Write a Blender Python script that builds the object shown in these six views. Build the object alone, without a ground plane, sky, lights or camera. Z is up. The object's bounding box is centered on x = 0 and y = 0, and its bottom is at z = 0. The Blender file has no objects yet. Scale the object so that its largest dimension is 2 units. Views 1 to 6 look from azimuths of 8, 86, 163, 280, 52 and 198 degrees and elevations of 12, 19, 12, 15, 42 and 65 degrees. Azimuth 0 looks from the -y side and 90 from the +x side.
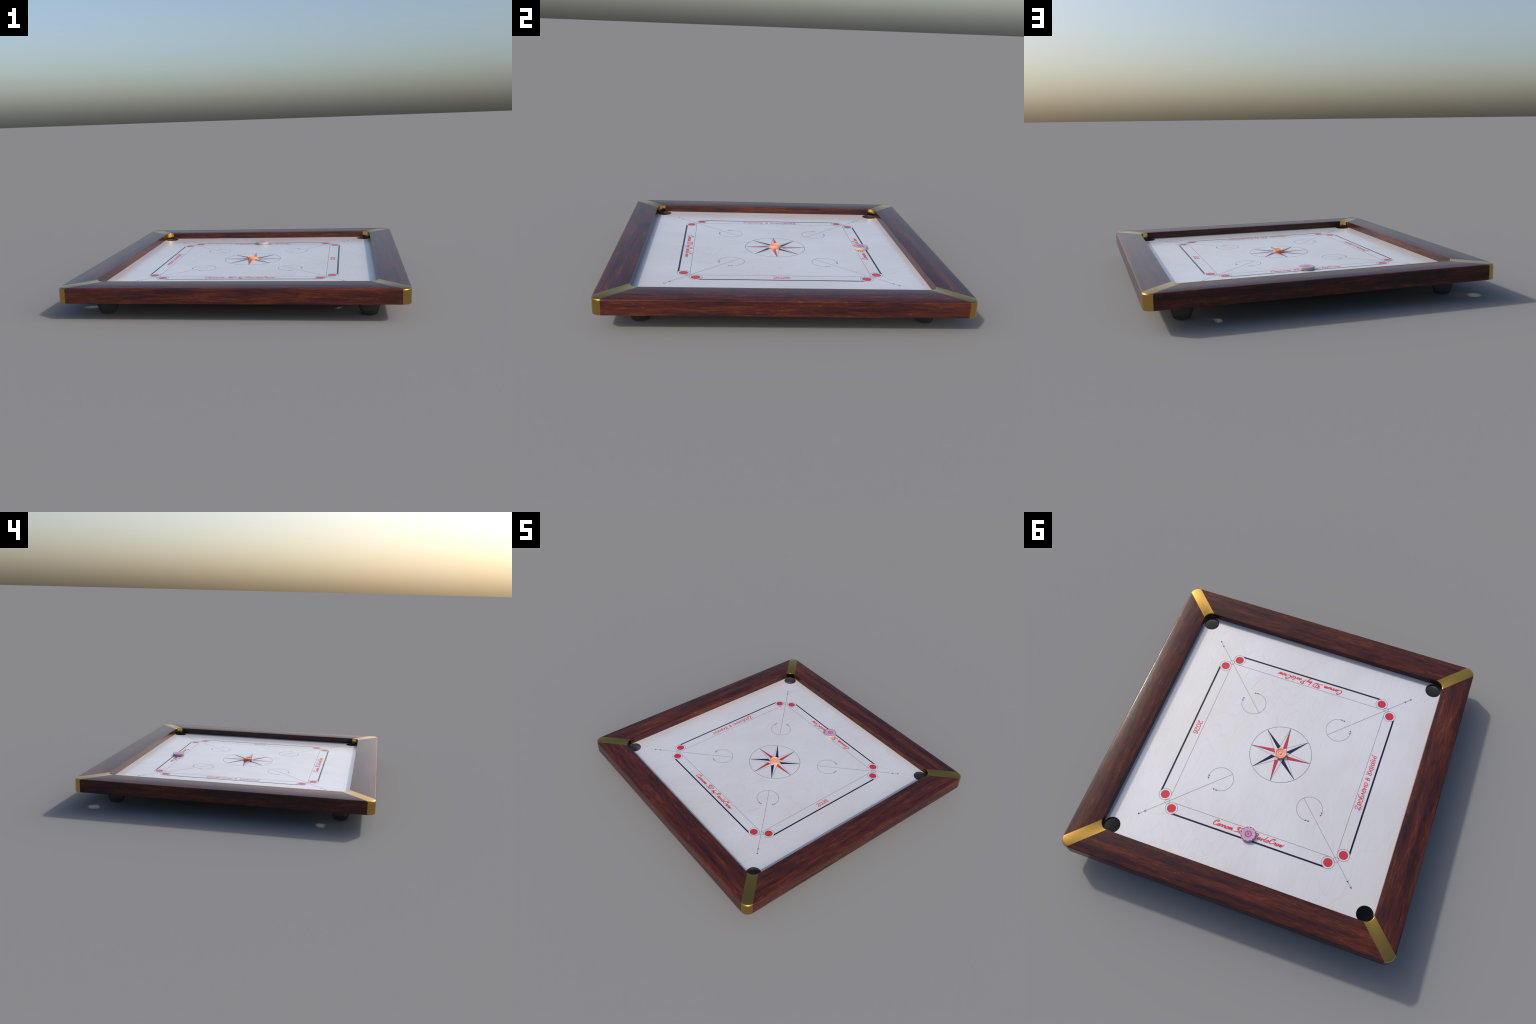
# A square tabletop flicking-disc game board: four wooden rails mitred with brass
# corner strips, a printed plywood playing surface, four pocket nets, one striker
# and one coin resting on the surface.  Metres, z up.
import bpy, bmesh, math, random
from mathutils import Vector, Matrix

random.seed(7)

# ------------------------------------------------------------------ sizes
INNER = 0.829          # half width between the rails
RAIL_W = 0.171         # rail width, so the outside half width is 1.0
CORNER_R = 0.050       # plan radius of the outer and inner corners
Z_BOTTOM = 0.1135      # underside of the rails
Z_TOP = 0.1578          # playing surface
BOARD_T = 0.020
POCKET = INNER - CORNER_R   # pocket centre coordinate (both axes)
INK_Z = Z_TOP + 0.00035


# ------------------------------------------------------------------ node helpers
class Nodes:
    def __init__(self, name):
        self.mat = bpy.data.materials.new(name)
        self.mat.use_nodes = True
        self.nt = self.mat.node_tree
        self.nt.nodes.clear()
        self.out = self.nt.nodes.new("ShaderNodeOutputMaterial")
        self.bsdf = self.nt.nodes.new("ShaderNodeBsdfPrincipled")
        self.nt.links.new(self.bsdf.outputs[0], self.out.inputs[0])

    def new(self, kind, **props):
        n = self.nt.nodes.new(kind)
        for k, v in props.items():
            setattr(n, k, v)
        return n

    def put(self, sock, v):
        if isinstance(v, bpy.types.NodeSocket):
            self.nt.links.new(v, sock)
        else:
            sock.default_value = v

    def math(self, op, a, b=0.0, c=0.0, clamp=False):
        n = self.new("ShaderNodeMath", operation=op, use_clamp=clamp)
        self.put(n.inputs[0], a)
        self.put(n.inputs[1], b)
        if len(n.inputs) > 2:
            self.put(n.inputs[2], c)
        return n.outputs[0]

    def step(self, v, lo, hi):
        n = self.new("ShaderNodeMapRange", interpolation_type="SMOOTHSTEP", clamp=True)
        self.put(n.inputs[0], v)
        self.put(n.inputs[1], lo)
        self.put(n.inputs[2], hi)
        return n.outputs[0]

    def mix(self, f, a, b):
        n = self.new("ShaderNodeMix", data_type="RGBA", clamp_factor=True)
        self.put(n.inputs[0], f)
        self.put(n.inputs[6], a if isinstance(a, bpy.types.NodeSocket) else (*a, 1.0))
        self.put(n.inputs[7], b if isinstance(b, bpy.types.NodeSocket) else (*b, 1.0))
        return n.outputs[2]

    def coords(self, scale=(1, 1, 1), per_object=0.0):
        tc = self.new("ShaderNodeTexCoord")
        v = tc.outputs["Object"]
        if per_object:
            info = self.new("ShaderNodeObjectInfo")
            off = self.new("ShaderNodeVectorMath", operation="SCALE")
            off.inputs[0].default_value = (3.1, 1.7, 2.3)
            self.put(off.inputs[3], self.math("MULTIPLY", info.outputs["Random"], per_object))
            add = self.new("ShaderNodeVectorMath", operation="ADD")
            self.put(add.inputs[0], v)
            self.put(add.inputs[1], off.outputs[0])
            v = add.outputs[0]
        m = self.new("ShaderNodeMapping")
        m.inputs["Scale"].default_value = scale
        self.put(m.inputs[0], v)
        return m.outputs[0]

    def noise(self, vec, scale, detail=4.0, rough=0.55, distort=0.0):
        n = self.new("ShaderNodeTexNoise")
        self.put(n.inputs["Vector"], vec)
        n.inputs["Scale"].default_value = scale
        n.inputs["Detail"].default_value = detail
        n.inputs["Roughness"].default_value = rough
        n.inputs["Distortion"].default_value = distort
        return n.outputs["Fac"]

    def ramp(self, f, stops):
        n = self.new("ShaderNodeValToRGB")
        e = n.color_ramp.elements
        while len(e) < len(stops):
            e.new(0.5)
        for el, (p, c) in zip(e, stops):
            el.position = p
            el.color = (*c, 1.0)
        self.put(n.inputs[0], f)
        return n.outputs[0]

    def bump(self, h, strength, distance):
        n = self.new("ShaderNodeBump")
        n.inputs["Strength"].default_value = strength
        n.inputs["Distance"].default_value = distance
        self.put(n.inputs["Height"], h)
        self.put(self.bsdf.inputs["Normal"], n.outputs[0])

    def finish(self, color, rough=0.5, metal=0.0, spec=0.5):
        b = self.bsdf.inputs
        self.put(b["Base Color"], color if isinstance(color, bpy.types.NodeSocket) else (*color, 1.0))
        self.put(b["Roughness"], rough)
        self.put(b["Metallic"], metal)
        b["Specular IOR Level"].default_value = spec
        return self.mat


# ------------------------------------------------------------------ materials
def rosewood():
    """Dark red-brown polished wood, grain along the local x axis."""
    n = Nodes("polished_rosewood")
    broad = n.noise(n.coords((2.2, 24, 24), 1.0), 1.0, 5.0, 0.60, 0.12)
    streak = n.noise(n.coords((13, 150, 150), 1.0), 1.0, 4.0, 0.65, 0.0)
    pores = n.noise(n.coords((38, 330, 330), 1.0), 1.0, 2.0, 0.6)
    flecks = n.noise(n.coords((20, 95, 95), 2.0), 1.0, 2.0, 0.50, 0.1)
    f = n.math("ADD", n.math("MULTIPLY", broad, 0.56), n.math("MULTIPLY", streak, 0.44))
    base = n.ramp(f, [(0.34, (0.0135, 0.0080, 0.0105)), (0.43, (0.031, 0.0108, 0.0110)),
                      (0.52, (0.058, 0.0150, 0.0110)), (0.61, (0.096, 0.0255, 0.0135)),
                      (0.72, (0.155, 0.0470, 0.0180))])
    fleck_mask = n.math("MULTIPLY", n.step(flecks, 0.60, 0.78), n.step(broad, 0.42, 0.58))
    col = n.mix(n.math("MULTIPLY", fleck_mask, 0.55), base, (0.200, 0.066, 0.020))
    dark_pore = n.step(pores, 0.63, 0.74)
    col = n.mix(n.math("MULTIPLY", dark_pore, 0.30), col, (0.012, 0.007, 0.007))
    n.bump(n.math("ADD", n.math("MULTIPLY", pores, -0.6), n.math("MULTIPLY", streak, 0.4)), 0.20, 0.002)
    rough = n.math("ADD", 0.165, n.math("MULTIPLY", streak, 0.08))
    return n.finish(col, rough, 0.0, 0.24)


def brass():
    n = Nodes("brushed_brass")
    g = n.noise(n.coords((40, 40, 40)), 1.0, 2.0)
    return n.finish((0.55, 0.33, 0.075), n.math("ADD", 0.13, n.math("MULTIPLY", g, 0.03)), 1.0)


def plywood():
    """Whitewashed birch ply: faint contour grain running along y, warm and cool patches."""
    n = Nodes("whitewashed_birch")
    flow = n.noise(n.coords((2.3, 0.75, 1.0)), 1.0, 2.5, 0.5, 0.35)
    tri = n.math("PINGPONG", n.math("MULTIPLY", flow, 30.0), 0.5)
    line = n.math("SUBTRACT", 1.0, n.step(tri, 0.0, 0.10))
    line = n.math("MULTIPLY", line, n.step(n.noise(n.coords((2.2, 1.1, 1)), 1.0, 2.0), 0.40, 0.62))
    grain = n.noise(n.coords((95, 9, 1)), 1.0, 4.0, 0.6, 0.4)
    patch = n.noise(n.coords((2.7, 1.4, 1)), 1.0, 3.0, 0.5, 0.6)
    pink = n.step(n.noise(n.coords((4.2, 2.4, 1)), 1.3, 2.0, 0.5, 0.5), 0.60, 0.66)
    col = n.mix(n.step(patch, 0.35, 0.65), (0.700, 0.700, 0.722), (0.668, 0.655, 0.662))
    col = n.mix(n.math("MULTIPLY", pink, 0.40), col, (0.700, 0.640, 0.635))
    col = n.mix(n.math("MULTIPLY", n.step(grain, 0.40, 0.75), 0.32), col, (0.580, 0.572, 0.585))
    col = n.mix(n.math("MULTIPLY", line, 0.22), col, (0.500, 0.485, 0.485))
    knots = n.step(n.noise(n.coords((46, 15, 1)), 1.0, 2.0, 0.5), 0.775, 0.80)
    col = n.mix(n.math("MULTIPLY", knots, 0.35), col, (0.33, 0.31, 0.30))
    n.bump(grain, 0.03, 0.002)
    return n.finish(col, 0.21, 0.27)


def ink(name, c, rough=0.21):
    n = Nodes(name)
    g = n.noise(n.coords((60, 20, 1)), 1.0, 3.0)
    col = n.mix(g, tuple(x * 0.94 for x in c), tuple(min(1, x * 1.06) for x in c))
    return n.finish(col, rough, 0.25)


def plain(name, c, rough, spec=0.5):
    n = Nodes(name)
    g = n.noise(n.coords((150, 150, 150)), 1.0, 2.0)
    col = n.mix(g, tuple(x * 0.9 for x in c), tuple(min(1, x * 1.1) for x in c))
    return n.finish(col, rough, 0.0, spec)


def striker_print(radius):
    """Lace rosette: twelve scallops, twelve loops and a twelve-petal flower on crimson."""
    n = Nodes("rosette_print")
    tc = n.new("ShaderNodeTexCoord")
    sep = n.new("ShaderNodeSeparateXYZ")
    n.put(sep.inputs[0], tc.outputs["Object"])
    x = n.math("DIVIDE", sep.outputs[0], radius)
    y = n.math("DIVIDE", sep.outputs[1], radius)
    r = n.math("SQRT", n.math("ADD", n.math("MULTIPLY", x, x), n.math("MULTIPLY", y, y)))
    ang = n.math("ADD", n.math("ARCTAN2", y, x), math.pi)
    sector = math.tau / 12

    def local(centre, shift):
        a = n.math("SUBTRACT", n.math("MODULO", n.math("ADD", ang, shift * sector), sector), sector / 2)
        u = n.math("SUBTRACT", n.math("MULTIPLY", r, n.math("COSINE", a)), centre)
        v = n.math("MULTIPLY", r, n.math("SINE", a))
        return n.math("SQRT", n.math("ADD", n.math("MULTIPLY", u, u), n.math("MULTIPLY", v, v))), u, v

    crimson, lilac, rose = (0.37, 0.016, 0.075), (0.47, 0.40, 0.59), (0.42, 0.24, 0.41)
    d_scallop, _, _ = local(0.745, 0.0)
    lace = n.math("MAXIMUM", n.math("SUBTRACT", 1.0, n.step(d_scallop, 0.190, 0.208)),
                  n.math("SUBTRACT", 1.0, n.step(r, 0.76, 0.78)))
    col = n.mix(lace, crimson, lilac)
    col = n.mix(n.math("MULTIPLY", n.math("SUBTRACT", 1.0, n.step(d_scallop, 0.09, 0.13)), 0.75), col, rose)
    d_loop, u_loop, _ = local(0.60, 0.5)
    loop = n.math("MULTIPLY", n.step(d_loop, 0.035, 0.05), n.math("SUBTRACT", 1.0, n.step(d_loop, 0.080, 0.095)))
    col = n.mix(n.math("MULTIPLY", loop, 0.75), col, crimson)
    inner = n.math("SUBTRACT", 1.0, n.step(r, 0.465, 0.485))
    col = n.mix(inner, col, crimson)
    _, u, v = local(0.0, 0.0)
    petal_w = n.math("ADD", 0.010, n.math("MULTIPLY", r, 0.105))
    petal = n.math("SUBTRACT", 1.0, n.step(n.math("DIVIDE", n.math("ABSOLUTE", v), petal_w), 0.75, 1.05))
    petal = n.math("MULTIPLY", petal, n.math("MULTIPLY", n.step(r, 0.10, 0.14),
                                              n.math("SUBTRACT", 1.0, n.step(r, 0.34, 0.38))))
    col = n.mix(petal, col, lilac)
    return n.finish(col, 0.30)


WOOD, BRASS, PLY = rosewood(), brass(), plywood()
BLACK_INK = ink("black_ink", (0.016, 0.016, 0.020))
NAVY_INK = ink("navy_ink", (0.010, 0.015, 0.055))
LINE_INK = ink("charcoal_ink", (0.006, 0.008, 0.026))
RED_INK = ink("red_ink", (0.60, 0.034, 0.060))
LETTER_INK = ink("lettering_red_ink", (0.66, 0.050, 0.066))
NET = plain("black_cord", (0.050, 0.050, 0.048), 0.7, 0.3)
RIM = plain("black_plastic", (0.042, 0.042, 0.042), 0.55, 0.3)
PLY_EDGE = plain("bare_ply_underside", (0.42, 0.33, 0.22), 0.6)


# ------------------------------------------------------------------ object helpers
def mesh_from(name, verts, faces, mat, smooth_angle=None):
    me = bpy.data.meshes.new(name)
    me.from_pydata(verts, [], faces)
    me.materials.append(mat)
    bm = bmesh.new()
    bm.from_mesh(me)
    bmesh.ops.recalc_face_normals(bm, faces=bm.faces)
    bm.to_mesh(me)
    bm.free()
    if smooth_angle is not None:
        me.shade_smooth()
        me.set_sharp_from_angle(angle=math.radians(smooth_angle))
    return me


def add(name, me, parent=None, loc=(0, 0, 0), rot_z=0.0):
    o = bpy.data.objects.new(name, me)
    bpy.context.scene.collection.objects.link(o)
    o.location = loc
    o.rotation_euler = (0, 0, rot_z)
    if parent:
        o.parent = parent
    return o


def lathe(profile, segments=96):
    """Closed surface of revolution; the profile runs from the axis and back to it."""
    verts, faces, rings = [], [], []
    for r, z in profile:
        if r < 1e-6:
            rings.append([len(verts)])
            verts.append((0, 0, z))
        else:
            rings.append(list(range(len(verts), len(verts) + segments)))
            verts += [(r * math.cos(math.tau * i / segments), r * math.sin(math.tau * i / segments), z)
                      for i in range(segments)]
    for a, b in zip(rings, rings[1:]):
        for i in range(segments):
            j = (i + 1) % segments
            if len(a) == 1:
                faces.append((a[0], b[i], b[j]))
            elif len(b) == 1:
                faces.append((a[i], b[0], a[j]))
            else:
                faces.append((a[i], b[i], b[j], a[j]))
    return verts, faces


# ------------------------------------------------------------------ frame
REBATE, Z_REBATE = 0.055, 0.1372      # the panel sits in a step cut under the rail
TOP_Z, SHOULDER_Z = 0.2034, 0.1925    # flat top, and where the rounded shoulder starts
EDGE_TILT = math.radians(6)           # the top is shaded as if slightly crowned


def rail_profile():
    """(distance outward from the inner wall, height, shading normal as an angle from
    straight up: + leans outward), inner foot -> over the top -> outer foot."""
    q = math.pi / 2
    r = 0.0016                                             # eased inner edge
    p = [(0.0, Z_REBATE, -q), (0.0, 0.150, -q), (0.0, TOP_Z - 0.0004 - r, -q)]
    for k in range(1, 5):
        t = k / 5
        p.append((r - r * math.cos(q * t), TOP_Z - 0.0004 - r + r * math.sin(q * t), -q + (q - EDGE_TILT) * t))
    d0, d1 = r, 0.1605
    for k in range(13):                                    # top, a hair's breadth of crown
        t = k / 12
        p.append((d0 + (d1 - d0) * t, TOP_Z - 0.0004 * (2 * t - 1) ** 2, EDGE_TILT * (2 * t - 1)))
    for k in range(1, 9):                                  # rounded outer shoulder
        t = k / 8
        p.append((d1 + (RAIL_W - d1) * math.sin(q * t), SHOULDER_Z + (TOP_Z - 0.0004 - SHOULDER_Z) * math.cos(q * t),
                  EDGE_TILT + (q - EDGE_TILT) * t ** 1.5))
    p.append((RAIL_W, 0.150, q))
    p.append((RAIL_W, Z_BOTTOM, q))
    return p


def sweep(name, mat, place, spans):
    """Sweep the profile: place(d, i) gives plan position and outward direction."""
    prof, verts, norms, faces = rail_profile(), [], [], []
    rows = prof + [(RAIL_W, Z_BOTTOM, math.pi), (REBATE, Z_BOTTOM, math.pi),      # foot
                   (REBATE, Z_BOTTOM, -math.pi / 2), (REBATE, Z_REBATE, -math.pi / 2),
                   (REBATE, Z_REBATE, math.pi), (0.0, Z_REBATE, math.pi)]           # rebate for the panel
    for d, z, tilt in rows:
        for i in range(spans + 1):
            (x, y), (nx, ny) = place(d, i / spans)
            verts.append((x, y, z))
            norms.append(Vector((nx * math.sin(tilt), ny * math.sin(tilt), math.cos(tilt))).normalized())
    w, m = spans + 1, len(prof)
    for j in list(range(m - 1)) + [m, m + 2, m + 4]:
        for i in range(spans):
            faces.append((j * w + i, (j + 1) * w + i, (j + 1) * w + i + 1, j * w + i + 1))
    me = bpy.data.meshes.new(name)
    me.from_pydata(verts, [], faces)
    me.materials.append(mat)
    if me.polygons[0].normal.dot(norms[0]) < 0:
        me.flip_normals()
    me.shade_smooth()
    me.normals_split_custom_set_from_vertices(norms)
    return me


def build_rail():
    """One rail along local x on the -y side; its ends follow the brass strips."""
    def place(d, t):
        half = POCKET + d
        return (-half + 2 * half * t, -(INNER + d)), (0, -1)
    return sweep("rail", WOOD, place, 24)


def build_corner_strip():
    """Brass strip in the +x -y corner: the rail profile slid round the corner arc."""
    def place(d, t):
        c, a = POCKET + d, -math.pi / 2 + math.pi / 2 * t
        n = (math.cos(a), math.sin(a))
        return (c + CORNER_R * n[0], -c + CORNER_R * n[1]), n
    return sweep("corner_strip", BRASS, place, 20)


def build_board():
    """Square panel tucked into the rails, with a round hole at each corner."""
    half, seg = INNER + 0.004, 64
    bm = bmesh.new()
    edges = []

    def loop(pts):
        vs = [bm.verts.new((x, y, Z_TOP)) for x, y in pts]
        for a, b in zip(vs, vs[1:] + vs[:1]):
            edges.append(bm.edges.new((a, b)))
    loop([(-half, -half), (half, -half), (half, half), (-half, half)])
    for sx in (-1, 1):
        for sy in (-1, 1):
            loop([(sx * POCKET + CORNER_R * math.cos(math.tau * i / seg),
                   sy * POCKET + CORNER_R * math.sin(math.tau * i / seg)) for i in range(seg)])
    bmesh.ops.triangle_fill(bm, use_beauty=True, edges=edges)
    for f in [f for f in bm.faces if any((Vector((sx * POCKET, sy * POCKET, Z_TOP)) - f.calc_center_median()).length < CORNER_R * 0.97
                                         for sx in (-1, 1) for sy in (-1, 1))]:
        bm.faces.remove(f)
    ret = bmesh.ops.extrude_face_region(bm, geom=bm.faces[:])
    for v in [g for g in ret["geom"] if isinstance(g, bmesh.types.BMVert)]:
        v.co.z = Z_TOP - BOARD_T
    bmesh.ops.recalc_face_normals(bm, faces=bm.faces)
    me = bpy.data.meshes.new("playing_surface")
    bm.to_mesh(me)
    bm.free()
    me.materials.append(PLY)
    me.materials.append(PLY_EDGE)
    for p in me.polygons:
        p.material_index = 0 if p.normal.z > 0.5 else 1
    return me


# ------------------------------------------------------------------ pockets
def net_radius(z):
    pts = [(0.0, 0.0415), (0.004, 0.0452), (0.012, 0.0485), (0.028, 0.0535), (0.040, 0.0570),
           (0.050, 0.0605), (0.080, 0.0700), (0.1362, 0.0870)]
    for (a, ra), (b, rb) in zip(pts, pts[1:]):
        if z <= b:
            return ra + (rb - ra) * (z - a) / (b - a)
    return pts[-1][1]


def cord(verts, faces, path, radius, closed=False, sides=4):
    """Square-section cord along a path of points."""
    base, n = len(verts), len(path)
    for i, p in enumerate(path):
        p = Vector(p)
        q = Vector(path[(i + 1) % n] if (closed or i < n - 1) else path[i])
        o = Vector(path[i - 1] if (closed or i > 0) else path[i])
        t = (q - o).normalized()
        up = Vector((0, 0, 1)) if abs(t.z) < 0.9 else Vector((1, 0, 0))
        s = t.cross(up).normalized()
        u = s.cross(t)
        for k in range(sides):
            a = math.tau * (k + 0.5) / sides
            verts.append(tuple(p + (s * math.cos(a) + u * math.sin(a)) * radius))
    for i in range(n if closed else n - 1):
        j = (i + 1) % n
        for k in range(sides):
            m = (k + 1) % sides
            faces.append((base + i * sides + k, base + j * sides + k, base + j * sides + m, base + i * sides + m))


def build_net():
    """Knotted bag: two crossing families of spiral cords down the wall, a lattice floor, hoops."""
    verts, faces = [], []
    count, rows, top, rad = 46, 30, 0.1362, 0.00068
    for family in (-1, 1):
        for s in range(count):
            path = []
            for i in range(rows + 1):
                z = 0.0018 + (top - 0.0018) * i / rows
                a = math.tau * (s + family * i * 0.5) / count
                r = net_radius(z) + family * 0.0004
                path.append((r * math.cos(a), r * math.sin(a), z))
            cord(verts, faces, path, rad)
    floor_r, pitch = 0.0425, 0.0072
    for family in (0, 1):
        k = -int(floor_r / pitch)
        while k * pitch < floor_r:
            h = math.sqrt(max(0.0, floor_r ** 2 - (k * pitch) ** 2))
            ends = [(k * pitch, -h), (k * pitch, h)] if family else [(-h, k * pitch), (h, k * pitch)]
            c = math.sqrt(0.5)
            path = [((x - y) * c, (x + y) * c, 0.0010 + family * 0.0006) for x, y in ends]
            cord(verts, faces, path, 0.0008)
            k += 1
    for r, z, w in ((0.0432, 0.0012, 0.0007), (net_radius(top), top - 0.0005, 0.0022)):
        cord(verts, faces, [(r * math.cos(math.tau * i / 64), r * math.sin(math.tau * i / 64), z)
                            for i in range(64)], w, True, 6)
    me = mesh_from("pocket_net", verts, faces, NET)
    return me


def build_rim():
    r1, r0, top, bot = CORNER_R - 0.0003, CORNER_R - 0.0016, Z_TOP + 0.0004, Z_TOP - BOARD_T - 0.0006
    prof = [(r0, bot), (r0, top), (r1, top), (r1, bot), (r0, bot)]
    v, f = lathe(prof, 72)
    return mesh_from("pocket_rim", v, f, RIM, 40)


# ------------------------------------------------------------------ printed marks
class Ink:
    """Collects flat printed strokes and fills; every piece gets its own tiny height."""
    def __init__(self):
        self.verts, self.faces, self.layer = [], [], 0

    def z(self):
        self.layer += 1
        return INK_Z + self.layer * 1.2e-6

    def fill(self, pts):
        z = self.z()
        b = len(self.verts)
        self.verts += [(x, y, z) for x, y in pts]
        self.faces.append(tuple(range(b, b + len(pts))))

    def ribbon(self, pts, width, closed=False):
        """Stroke along points; width is a number or a function of 0..1."""
        z, n, b = self.z(), len(pts), len(self.verts)
        for i, (x, y) in enumerate(pts):
            q = pts[(i + 1) % n] if (closed or i < n - 1) else pts[i]
            o = pts[i - 1] if (closed or i > 0) else pts[i]
            tx, ty = q[0] - o[0], q[1] - o[1]
            m = math.hypot(tx, ty) or 1.0
            w = (width(i / max(1, n - 1)) if callable(width) else width) / 2
            zz = z + i * 1.5e-7
            self.verts.append((x - ty / m * w, y + tx / m * w, zz))
            self.verts.append((x + ty / m * w, y - tx / m * w, zz))
        for i in range(n if closed else n - 1):
            j = (i + 1) % n
            self.faces.append((b + 2 * i, b + 2 * i + 1, b + 2 * j + 1, b + 2 * j))

    def circle(self, cx, cy, r, width, seg=72):
        self.ribbon([(cx + r * math.cos(math.tau * i / seg), cy + r * math.sin(math.tau * i / seg))
                     for i in range(seg)], width, True)

    def disc(self, cx, cy, r, seg=48):
        self.fill([(cx + r * math.cos(math.tau * i / seg), cy + r * math.sin(math.tau * i / seg)) for i in range(seg)])

    def arrow_head(self, x, y, angle, size):
        """Barbed head whose tip is at (x, y), pointing along angle."""
        c, s = math.cos(angle), math.sin(angle)
        shape = [(0, 0), (-1.0, 0.52), (-0.50, 0.0), (-1.0, -0.52)]
        for half in ([shape[0], shape[1], shape[2]], [shape[0], shape[2], shape[3]]):
            self.fill([(x + (u * c - v * s) * size, y + (u * s + v * c) * size) for u, v in half])

    def mesh(self, name, mat):
        me = bpy.data.meshes.new(name)
        me.from_pydata(self.verts, [], self.faces)
        me.materials.append(mat)
        bm = bmesh.new()
        bm.from_mesh(me)
        for f in bm.faces:
            f.normal_update()
            if f.normal.z < 0:
                f.normal_flip()
        bm.to_mesh(me)
        bm.free()
        return me


def quarter_turn(p, k):
    x, y = p
    for _ in range(k):
        x, y = -y, x
    return x, y


HAIR = 0.0016                         # hairline width
BASE_OUT, BASE_IN = 0.5950, 0.5262    # thick base line and thin inner line
DOT = (0.4917, 0.5635)                # base circle beside each corner
DOT_R, RING_R = 0.0262, 0.0375


def build_base_line():
    """Thick outer line of one side (the -y side); its ends hug the base-circle rings."""
    m = Ink()
    lo, hi = BASE_OUT - 0.0052, BASE_OUT + 0.0052
    pts = []
    for side in (-1, 1):
        rows = [lo + (hi - lo) * i / 6 for i in range(7)]
        edge = []
        for v in rows:
            reach = math.sqrt(max(0.0, RING_R ** 2 - (v - DOT[1]) ** 2))
            edge.append((side * (DOT[0] - reach), -v))
        pts += edge if side < 0 else edge[::-1]
    m.fill(pts)
    return m.mesh("base_line", LINE_INK)


def build_hairlines():
    m = Ink()
    for k in range(4):
        a, b = quarter_turn((-DOT[0], -BASE_IN), k), quarter_turn((DOT[0], -BASE_IN), k)
        m.ribbon([a, b], HAIR)
        for s in (-1, 1):
            m.circle(*quarter_turn((s * DOT[0], -DOT[1]), k), RING_R, HAIR)
            m.circle(*quarter_turn((s * DOT[0], -DOT[1]), k), DOT_R, HAIR * 0.8)
        m.circle(*quarter_turn((0.5318, -0.5318), k), 0.0158, HAIR, 40)
    m.circle(0, 0, 0.1932, HAIR * 1.15, 128)
    return m.mesh("hairline", BLACK_INK)


def build_corner_arrow():
    """Diagonal foul line of the +x +y corner with its hooked arc and doubled arrow heads."""
    m = Ink()
    c = math.sqrt(0.5)

    def at(d, off):
        return ((d - off) * c, (d + off) * c)
    m.ribbon([at(0.3255, 0), at(0.936, 0)], HAIR)
    for tip in (0.9425, 0.903):
        m.arrow_head(*at(tip, 0), math.pi / 4, 0.0165)
    centre, r = 0.4035, 0.0780
    lo, hi = math.radians(31), math.radians(329)
    m.ribbon([at(centre + r * math.cos(lo + (hi - lo) * i / 64), r * math.sin(lo + (hi - lo) * i / 64))
              for i in range(65)], HAIR)
    for s in (-1, 1):
        for deg in (27, 39):
            a = math.radians(deg)
            d, off = centre + r * math.cos(a), s * r * math.sin(a)
            heading = math.pi / 4 + s * (math.radians(deg + 10) - math.pi / 2)
            m.arrow_head(*at(d, off), heading, 0.0145)
    return m.mesh("corner_arrow", BLACK_INK)


STAR_R, NOTCH_R = 0.1925, 0.0567


def star_points(k):
    a, b = math.tau * k / 8, math.tau / 16
    tip = (STAR_R * math.cos(a), STAR_R * math.sin(a))
    cw = (NOTCH_R * math.cos(a - b), NOTCH_R * math.sin(a - b))
    ccw = (NOTCH_R * math.cos(a + b), NOTCH_R * math.sin(a + b))
    heart = (0.0364 * math.cos(a), 0.0364 * math.sin(a))
    return tip, cw, ccw, heart


def build_star_half(parity, name, mat):
    m = Ink()
    for k in range(parity, 8, 2):
        tip, cw, ccw, heart = star_points(k)
        m.fill([tip, heart, cw])
    return m.mesh(name, mat)


def build_star_outline():
    m = Ink()
    m.layer = 120
    for k in range(8):
        tip, cw, ccw, heart = star_points(k)
        nxt = star_points((k + 1) % 8)[3]
        prv = star_points((k - 1) % 8)[3]
        m.ribbon([tip, cw, prv], HAIR * 0.9)
        m.ribbon([tip, ccw, nxt], HAIR * 0.9)
        m.ribbon([tip, heart], HAIR * 0.9)
    return m.mesh("star_outline", BLACK_INK)


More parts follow.
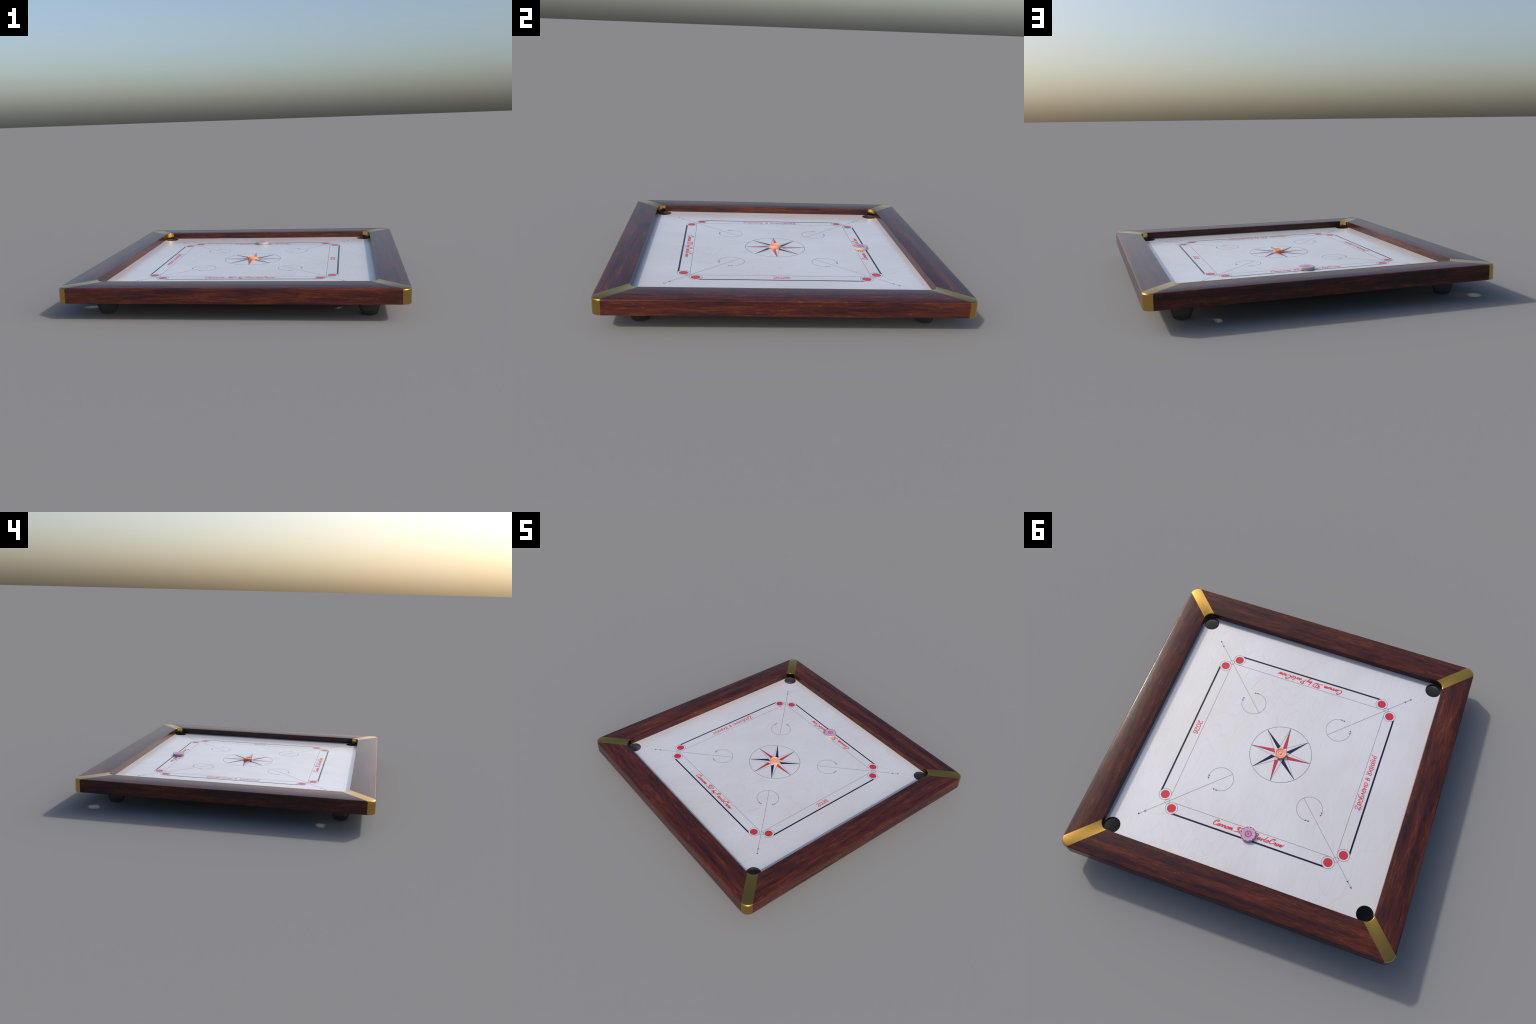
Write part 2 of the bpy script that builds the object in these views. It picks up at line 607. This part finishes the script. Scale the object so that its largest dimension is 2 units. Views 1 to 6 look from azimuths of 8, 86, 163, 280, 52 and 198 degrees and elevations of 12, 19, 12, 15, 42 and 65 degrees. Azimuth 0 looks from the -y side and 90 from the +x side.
# ---- lettering: each glyph is (advance, strokes through control points)
BRUSH = {   # slanted brush script, capital height 1
    "C": (0.74, [[(0.50, 0.58), (0.62, 0.74), (0.66, 0.92), (0.50, 1.00), (0.28, 0.86), (0.10, 0.50), (0.12, 0.14), (0.32, 0.00), (0.56, 0.08), (0.74, 0.22)]]),
    "a": (0.54, [[(0.42, 0.42), (0.24, 0.42), (0.08, 0.22), (0.08, 0.04), (0.20, 0.03), (0.36, 0.22), (0.44, 0.43), (0.38, 0.12), (0.44, 0.01), (0.58, 0.12)]]),
    "r": (0.45, [[(0.00, 0.12), (0.10, 0.36), (0.14, 0.46), (0.20, 0.37), (0.34, 0.37), (0.28, 0.10), (0.34, 0.00), (0.48, 0.12)]]),
    "o": (0.50, [[(0.28, 0.43), (0.10, 0.32), (0.06, 0.08), (0.18, -0.01), (0.36, 0.10), (0.42, 0.32), (0.30, 0.43), (0.34, 0.30), (0.54, 0.32)]]),
    "m": (0.74, [[(0.02, 0.36), (0.12, 0.44), (0.10, 0.20), (0.08, 0.00), (0.16, 0.26), (0.28, 0.43), (0.32, 0.34), (0.28, 0.02), (0.36, 0.26), (0.50, 0.43), (0.54, 0.34), (0.50, 0.08), (0.58, 0.00), (0.74, 0.13)]]),
    "3": (0.62, [[(0.02, 0.84), (0.16, 0.94), (0.50, 0.96), (0.38, 0.74), (0.18, 0.55), (0.46, 0.50), (0.54, 0.30), (0.40, 0.08), (0.14, -0.02), (-0.10, 0.00)]]),
    "D": (0.84, [[(0.26, 0.92), (0.20, 0.50), (0.10, 0.04), (0.24, 0.00), (0.52, 0.10), (0.74, 0.40), (0.70, 0.74), (0.48, 0.94), (0.16, 0.98), (-0.04, 0.86)]]),
    "b": (0.50, [[(0.24, 1.00), (0.16, 0.60), (0.08, 0.16), (0.16, 0.00), (0.36, 0.12), (0.42, 0.32), (0.28, 0.36), (0.24, 0.26), (0.50, 0.30)]]),
    "y": (0.50, [[(0.06, 0.42), (0.08, 0.12), (0.20, 0.06), (0.40, 0.40)], [(0.42, 0.42), (0.34, 0.02), (0.20, -0.40), (0.08, -0.58)]]),
    "P": (0.62, [[(0.06, 0.94), (-0.02, 0.46), (-0.12, -0.10)], [(-0.20, 0.78), (0.04, 0.98), (0.36, 0.92), (0.44, 0.68), (0.28, 0.44), (0.02, 0.40)]]),
    "v": (0.48, [[(0.04, 0.40), (0.14, 0.38), (0.12, 0.06), (0.20, 0.02), (0.38, 0.36), (0.52, 0.38)]]),
    "l": (0.40, [[(0.32, 1.00), (0.20, 0.58), (0.10, 0.16), (0.18, 0.00), (0.42, 0.14)]]),
    "w": (0.70, [[(0.04, 0.40), (0.12, 0.38), (0.10, 0.06), (0.18, 0.03), (0.34, 0.40), (0.32, 0.06), (0.40, 0.03), (0.58, 0.36), (0.72, 0.52)]]),
    " ": (0.34, []),
}
BOOK = {    # upright decorative Cyrillic, x-height 1
    "З": (1.02, [[(0.16, 0.92), (0.10, 1.18), (0.40, 1.38), (0.76, 1.24), (0.70, 0.94), (0.30, 0.50), (0.02, 0.10), (0.20, 0.06), (0.60, 0.14), (0.84, 0.06), (0.74, -0.16), (0.50, -0.28), (0.34, -0.18)]]),
    "р": (0.92, [[(0.24, 0.98), (0.20, 0.40), (0.14, -0.34)], [(0.02, 0.74), (0.22, 0.96), (0.60, 1.02), (0.82, 0.76), (0.66, 0.46), (0.36, 0.36), (0.22, 0.42)], [(0.36, 0.36), (0.62, 0.10), (0.74, 0.02)]]),
    "о": (0.90, [[(0.44, 1.00), (0.16, 0.82), (0.08, 0.46), (0.22, 0.10), (0.48, 0.00), (0.74, 0.20), (0.82, 0.56), (0.68, 0.90), (0.44, 1.00)], [(0.42, 0.50), (0.50, 0.50)]]),
    "б": (0.88, [[(0.78, 1.42), (0.46, 1.40), (0.20, 1.12), (0.10, 0.60), (0.18, 0.16), (0.44, 0.00), (0.72, 0.16), (0.76, 0.52), (0.56, 0.76), (0.28, 0.68), (0.14, 0.46)]]),
    "л": (0.80, [[(0.00, 0.06), (0.16, 0.10), (0.30, 0.52), (0.40, 0.98), (0.52, 0.50), (0.68, 0.02)]]),
    "е": (0.82, [[(0.12, 0.50), (0.44, 0.50), (0.72, 0.56), (0.64, 0.90), (0.40, 1.00), (0.16, 0.82), (0.08, 0.46), (0.20, 0.12), (0.46, 0.00), (0.74, 0.14)]]),
    "н": (0.92, [[(0.12, 1.00), (0.12, 0.00)], [(0.74, 1.00), (0.74, 0.00)], [(0.12, 0.38), (0.74, 0.64)]]),
    "в": (0.82, [[(0.16, 0.00), (0.14, 0.50), (0.18, 0.94), (0.48, 1.00), (0.64, 0.80), (0.46, 0.54), (0.22, 0.52), (0.56, 0.48), (0.72, 0.26), (0.54, 0.02), (0.16, 0.00)]]),
    "У": (1.00, [[(0.08, 1.36), (0.28, 1.04), (0.48, 0.72), (0.74, 0.40), (0.70, 0.10), (0.46, 0.00), (0.20, 0.14), (0.22, 0.42), (0.48, 0.72), (0.70, 1.02), (0.88, 1.36)]]),
    "к": (0.82, [[(0.14, 1.00), (0.14, 0.00)], [(0.70, 1.00), (0.40, 0.62), (0.16, 0.50), (0.42, 0.40), (0.76, 0.00)]]),
    "а": (0.92, [[(0.74, 0.98), (0.40, 0.98), (0.12, 0.66), (0.10, 0.22), (0.32, 0.02), (0.58, 0.26), (0.74, 0.98)], [(0.74, 0.98), (0.74, 0.40), (0.80, 0.00)]]),
    "ї": (0.48, [[(0.22, 1.00), (0.22, 0.00)], [(0.00, 1.28), (0.14, 1.36), (0.30, 1.24), (0.44, 1.34)]]),
    "і": (0.48, [[(0.22, 1.00), (0.22, 0.00)], [(0.06, 1.26), (0.22, 1.36), (0.38, 1.28)]]),
    " ": (0.52, []),
}
NUMERAL = {  # condensed numerals, height 1
    "2": (0.86, [[(0.08, 0.74), (0.14, 0.92), (0.38, 1.00), (0.64, 0.92), (0.68, 0.70), (0.50, 0.44), (0.18, 0.20), (0.08, 0.02), (0.40, 0.03), (0.72, 0.03), (0.74, 0.14)]]),
    "0": (0.84, [[(0.38, 1.00), (0.12, 0.86), (0.06, 0.50), (0.12, 0.14), (0.38, 0.00), (0.64, 0.14), (0.70, 0.50), (0.64, 0.86), (0.38, 1.00)]]),
    "6": (0.80, [[(0.66, 0.78), (0.58, 0.96), (0.36, 1.00), (0.14, 0.86), (0.06, 0.50), (0.12, 0.12), (0.38, 0.00), (0.62, 0.12), (0.66, 0.36), (0.54, 0.56), (0.34, 0.60), (0.10, 0.46)]]),
}


def spline(pts, steps=9):
    """Catmull-Rom curve through the control points."""
    if len(pts) == 2:
        return [tuple(a + (b - a) * i / 4 for a, b in zip(*pts)) for i in range(5)]
    ext = [tuple(2 * a - b for a, b in zip(pts[0], pts[1]))] + list(pts) + [tuple(2 * a - b for a, b in zip(pts[-1], pts[-2]))]
    out = []
    for p0, p1, p2, p3 in zip(ext, ext[1:], ext[2:], ext[3:]):
        for i in range(steps):
            t = i / steps
            out.append(tuple(0.5 * (2 * b + (c - a) * t + (2 * a - 5 * b + 4 * c - d) * t * t + (3 * b - a - 3 * c + d) * t ** 3)
                             for a, b, c, d in zip(p0, p1, p2, p3)))
    out.append(tuple(pts[-1]))
    return out


def build_lettering(text, font, height, length, stroke, slant, baseline, brush):
    """Text along the -y side, reading with its tops toward the centre."""
    m = Ink()
    total = sum(font[ch][0] for ch in text)
    sx = length / total
    pen = -total / 2 - (0.15 if brush else 0.0)
    for ch in text:
        adv, strokes = font[ch]
        for s in strokes:
            pts = [((pen + x) * sx + slant * y * height, -baseline + y * height) for x, y in spline(s)]
            if brush:
                width = lambda t: stroke * (0.55 + 0.45 * math.sin(math.pi * (0.15 + 0.8 * t)))
            else:
                width = stroke
            m.ribbon(pts, width)
        pen += adv
    return m.mesh("lettering", LETTER_INK)


# ------------------------------------------------------------------ assemble the board
board = bpy.data.objects.new("game_board", None)
bpy.context.scene.collection.objects.link(board)
board["label"] = "square wooden carrom board with brass corners and printed surface"
board["category"] = "game board"

surface = add("playing_surface", build_board(), board)
rail_me, strip_me = build_rail(), build_corner_strip()
net_me, rim_me = build_net(), build_rim()
for k in range(4):
    a = k * math.pi / 2
    add("rail", rail_me, board, rot_z=a)
    add("corner_strip", strip_me, board, rot_z=a)
    px, py = quarter_turn((POCKET, -POCKET), k)
    rim = add("pocket_rim", rim_me, board, (px, py, 0))
    net = add("pocket_net", net_me, board, (px, py, 0), a)
    net["kind"] = "stuff"

base_me, arrow_me = build_base_line(), build_corner_arrow()
dot_ink = Ink()
dot_ink.disc(0, 0, DOT_R)
dot_me = dot_ink.mesh("base_circle", RED_INK)
for k in range(4):
    a = k * math.pi / 2
    add("base_line", base_me, surface, rot_z=a)
    add("corner_arrow", arrow_me, surface, rot_z=a)
    for s in (-1, 1):
        x, y = quarter_turn((s * DOT[0], -DOT[1]), k)
        add("base_circle", dot_me, surface, (x, y, 0))
add("hairline", build_hairlines(), surface)
add("star_ray", build_star_half(0, "star_ray_red", RED_INK), surface)
add("star_ray", build_star_half(1, "star_ray_navy", NAVY_INK), surface)
add("star_outline", build_star_outline(), surface)

script = build_lettering("Carrom 3D by PavloCrow", BRUSH, 0.0340, 0.442, 0.0062, 0.30, 0.5700, True)
cyrillic = build_lettering("Зроблено в Україні", BOOK, 0.0232, 0.384, 0.0046, 0.10, 0.5700, False)
year = build_lettering("2026", NUMERAL, 0.0275, 0.0985, 0.0045, 0.0, 0.5705, False)
add("lettering", script, surface)
add("lettering", script, surface, rot_z=math.pi)
add("lettering", year, surface, rot_z=math.pi / 2)
add("lettering", cyrillic, surface, rot_z=-math.pi / 2)


# ------------------------------------------------------------------ striker
def build_striker_body(r, h):
    prof = [(0, 0), (r - 0.003, 0)]
    for k in range(1, 6):
        a = math.pi / 2 * k / 5
        prof.append((r - 0.003 + 0.003 * math.sin(a), 0.003 - 0.003 * math.cos(a)))
    for k in range(0, 6):
        a = math.pi / 2 * k / 5
        prof.append((r - 0.0016 + 0.0016 * math.cos(a), h - 0.0016 + 0.0016 * math.sin(a)))
    prof.append((0, h))
    v, f = lathe(prof, 96)
    return mesh_from("striker", v, f, plain("ivory_acrylic", (0.40, 0.385, 0.355), 0.28), 40)


S_R, S_H = 0.0463, 0.0170
striker = add("striker", build_striker_body(S_R, S_H), None, (0, 0.5636, INK_Z + 0.0002))
striker["label"] = "thick white disc with crimson lace rosette top"
striker["category"] = "game piece"
v, f = lathe([(0, S_H + 0.0003), (S_R - 0.0012, S_H + 0.0003), (S_R - 0.0012, S_H - 0.0003)], 96)
add("rosette", mesh_from("rosette", v, f, striker_print(S_R - 0.0012), 40), striker)


# ------------------------------------------------------------------ coin
def build_coin(r, h):
    """Turned disc with a dished, ringed top and a low central boss."""
    prof = [(0, 0), (r - 0.005, 0)]
    for k in range(1, 7):
        a = math.pi / 2 * k / 6
        prof.append((r - 0.005 + 0.005 * math.sin(a), 0.0035 - 0.0035 * math.cos(a)))
    for k in range(0, 7):
        a = math.pi / 2 * k / 6
        prof.append((r - 0.0025 + 0.0025 * math.cos(a), h - 0.0025 + 0.0025 * math.sin(a)))
    for rr, dz in ((0.82, 0.0), (0.79, -0.0012), (0.75, -0.0030), (0.715, -0.0026), (0.70, -0.0018),
                   (0.67, -0.0018), (0.65, -0.0030), (0.60, -0.0032), (0.55, -0.0022), (0.46, -0.0022),
                   (0.42, -0.0034), (0.36, -0.0046), (0.31, -0.0044), (0.26, -0.0026), (0.18, -0.0014),
                   (0.09, -0.0010), (0.0, -0.0009)):
        prof.append((r * rr, h + dz))
    v, f = lathe(prof, 96)
    return mesh_from("coin", v, f, plain("salmon_lacquer", (0.80, 0.32, 0.185), 0.42), 50)


coin = add("coin", build_coin(0.0357, 0.0170), None, (0, 0, INK_Z + 0.0002))
coin["label"] = "small round salmon coin with turned concentric rings"
coin["category"] = "game piece"
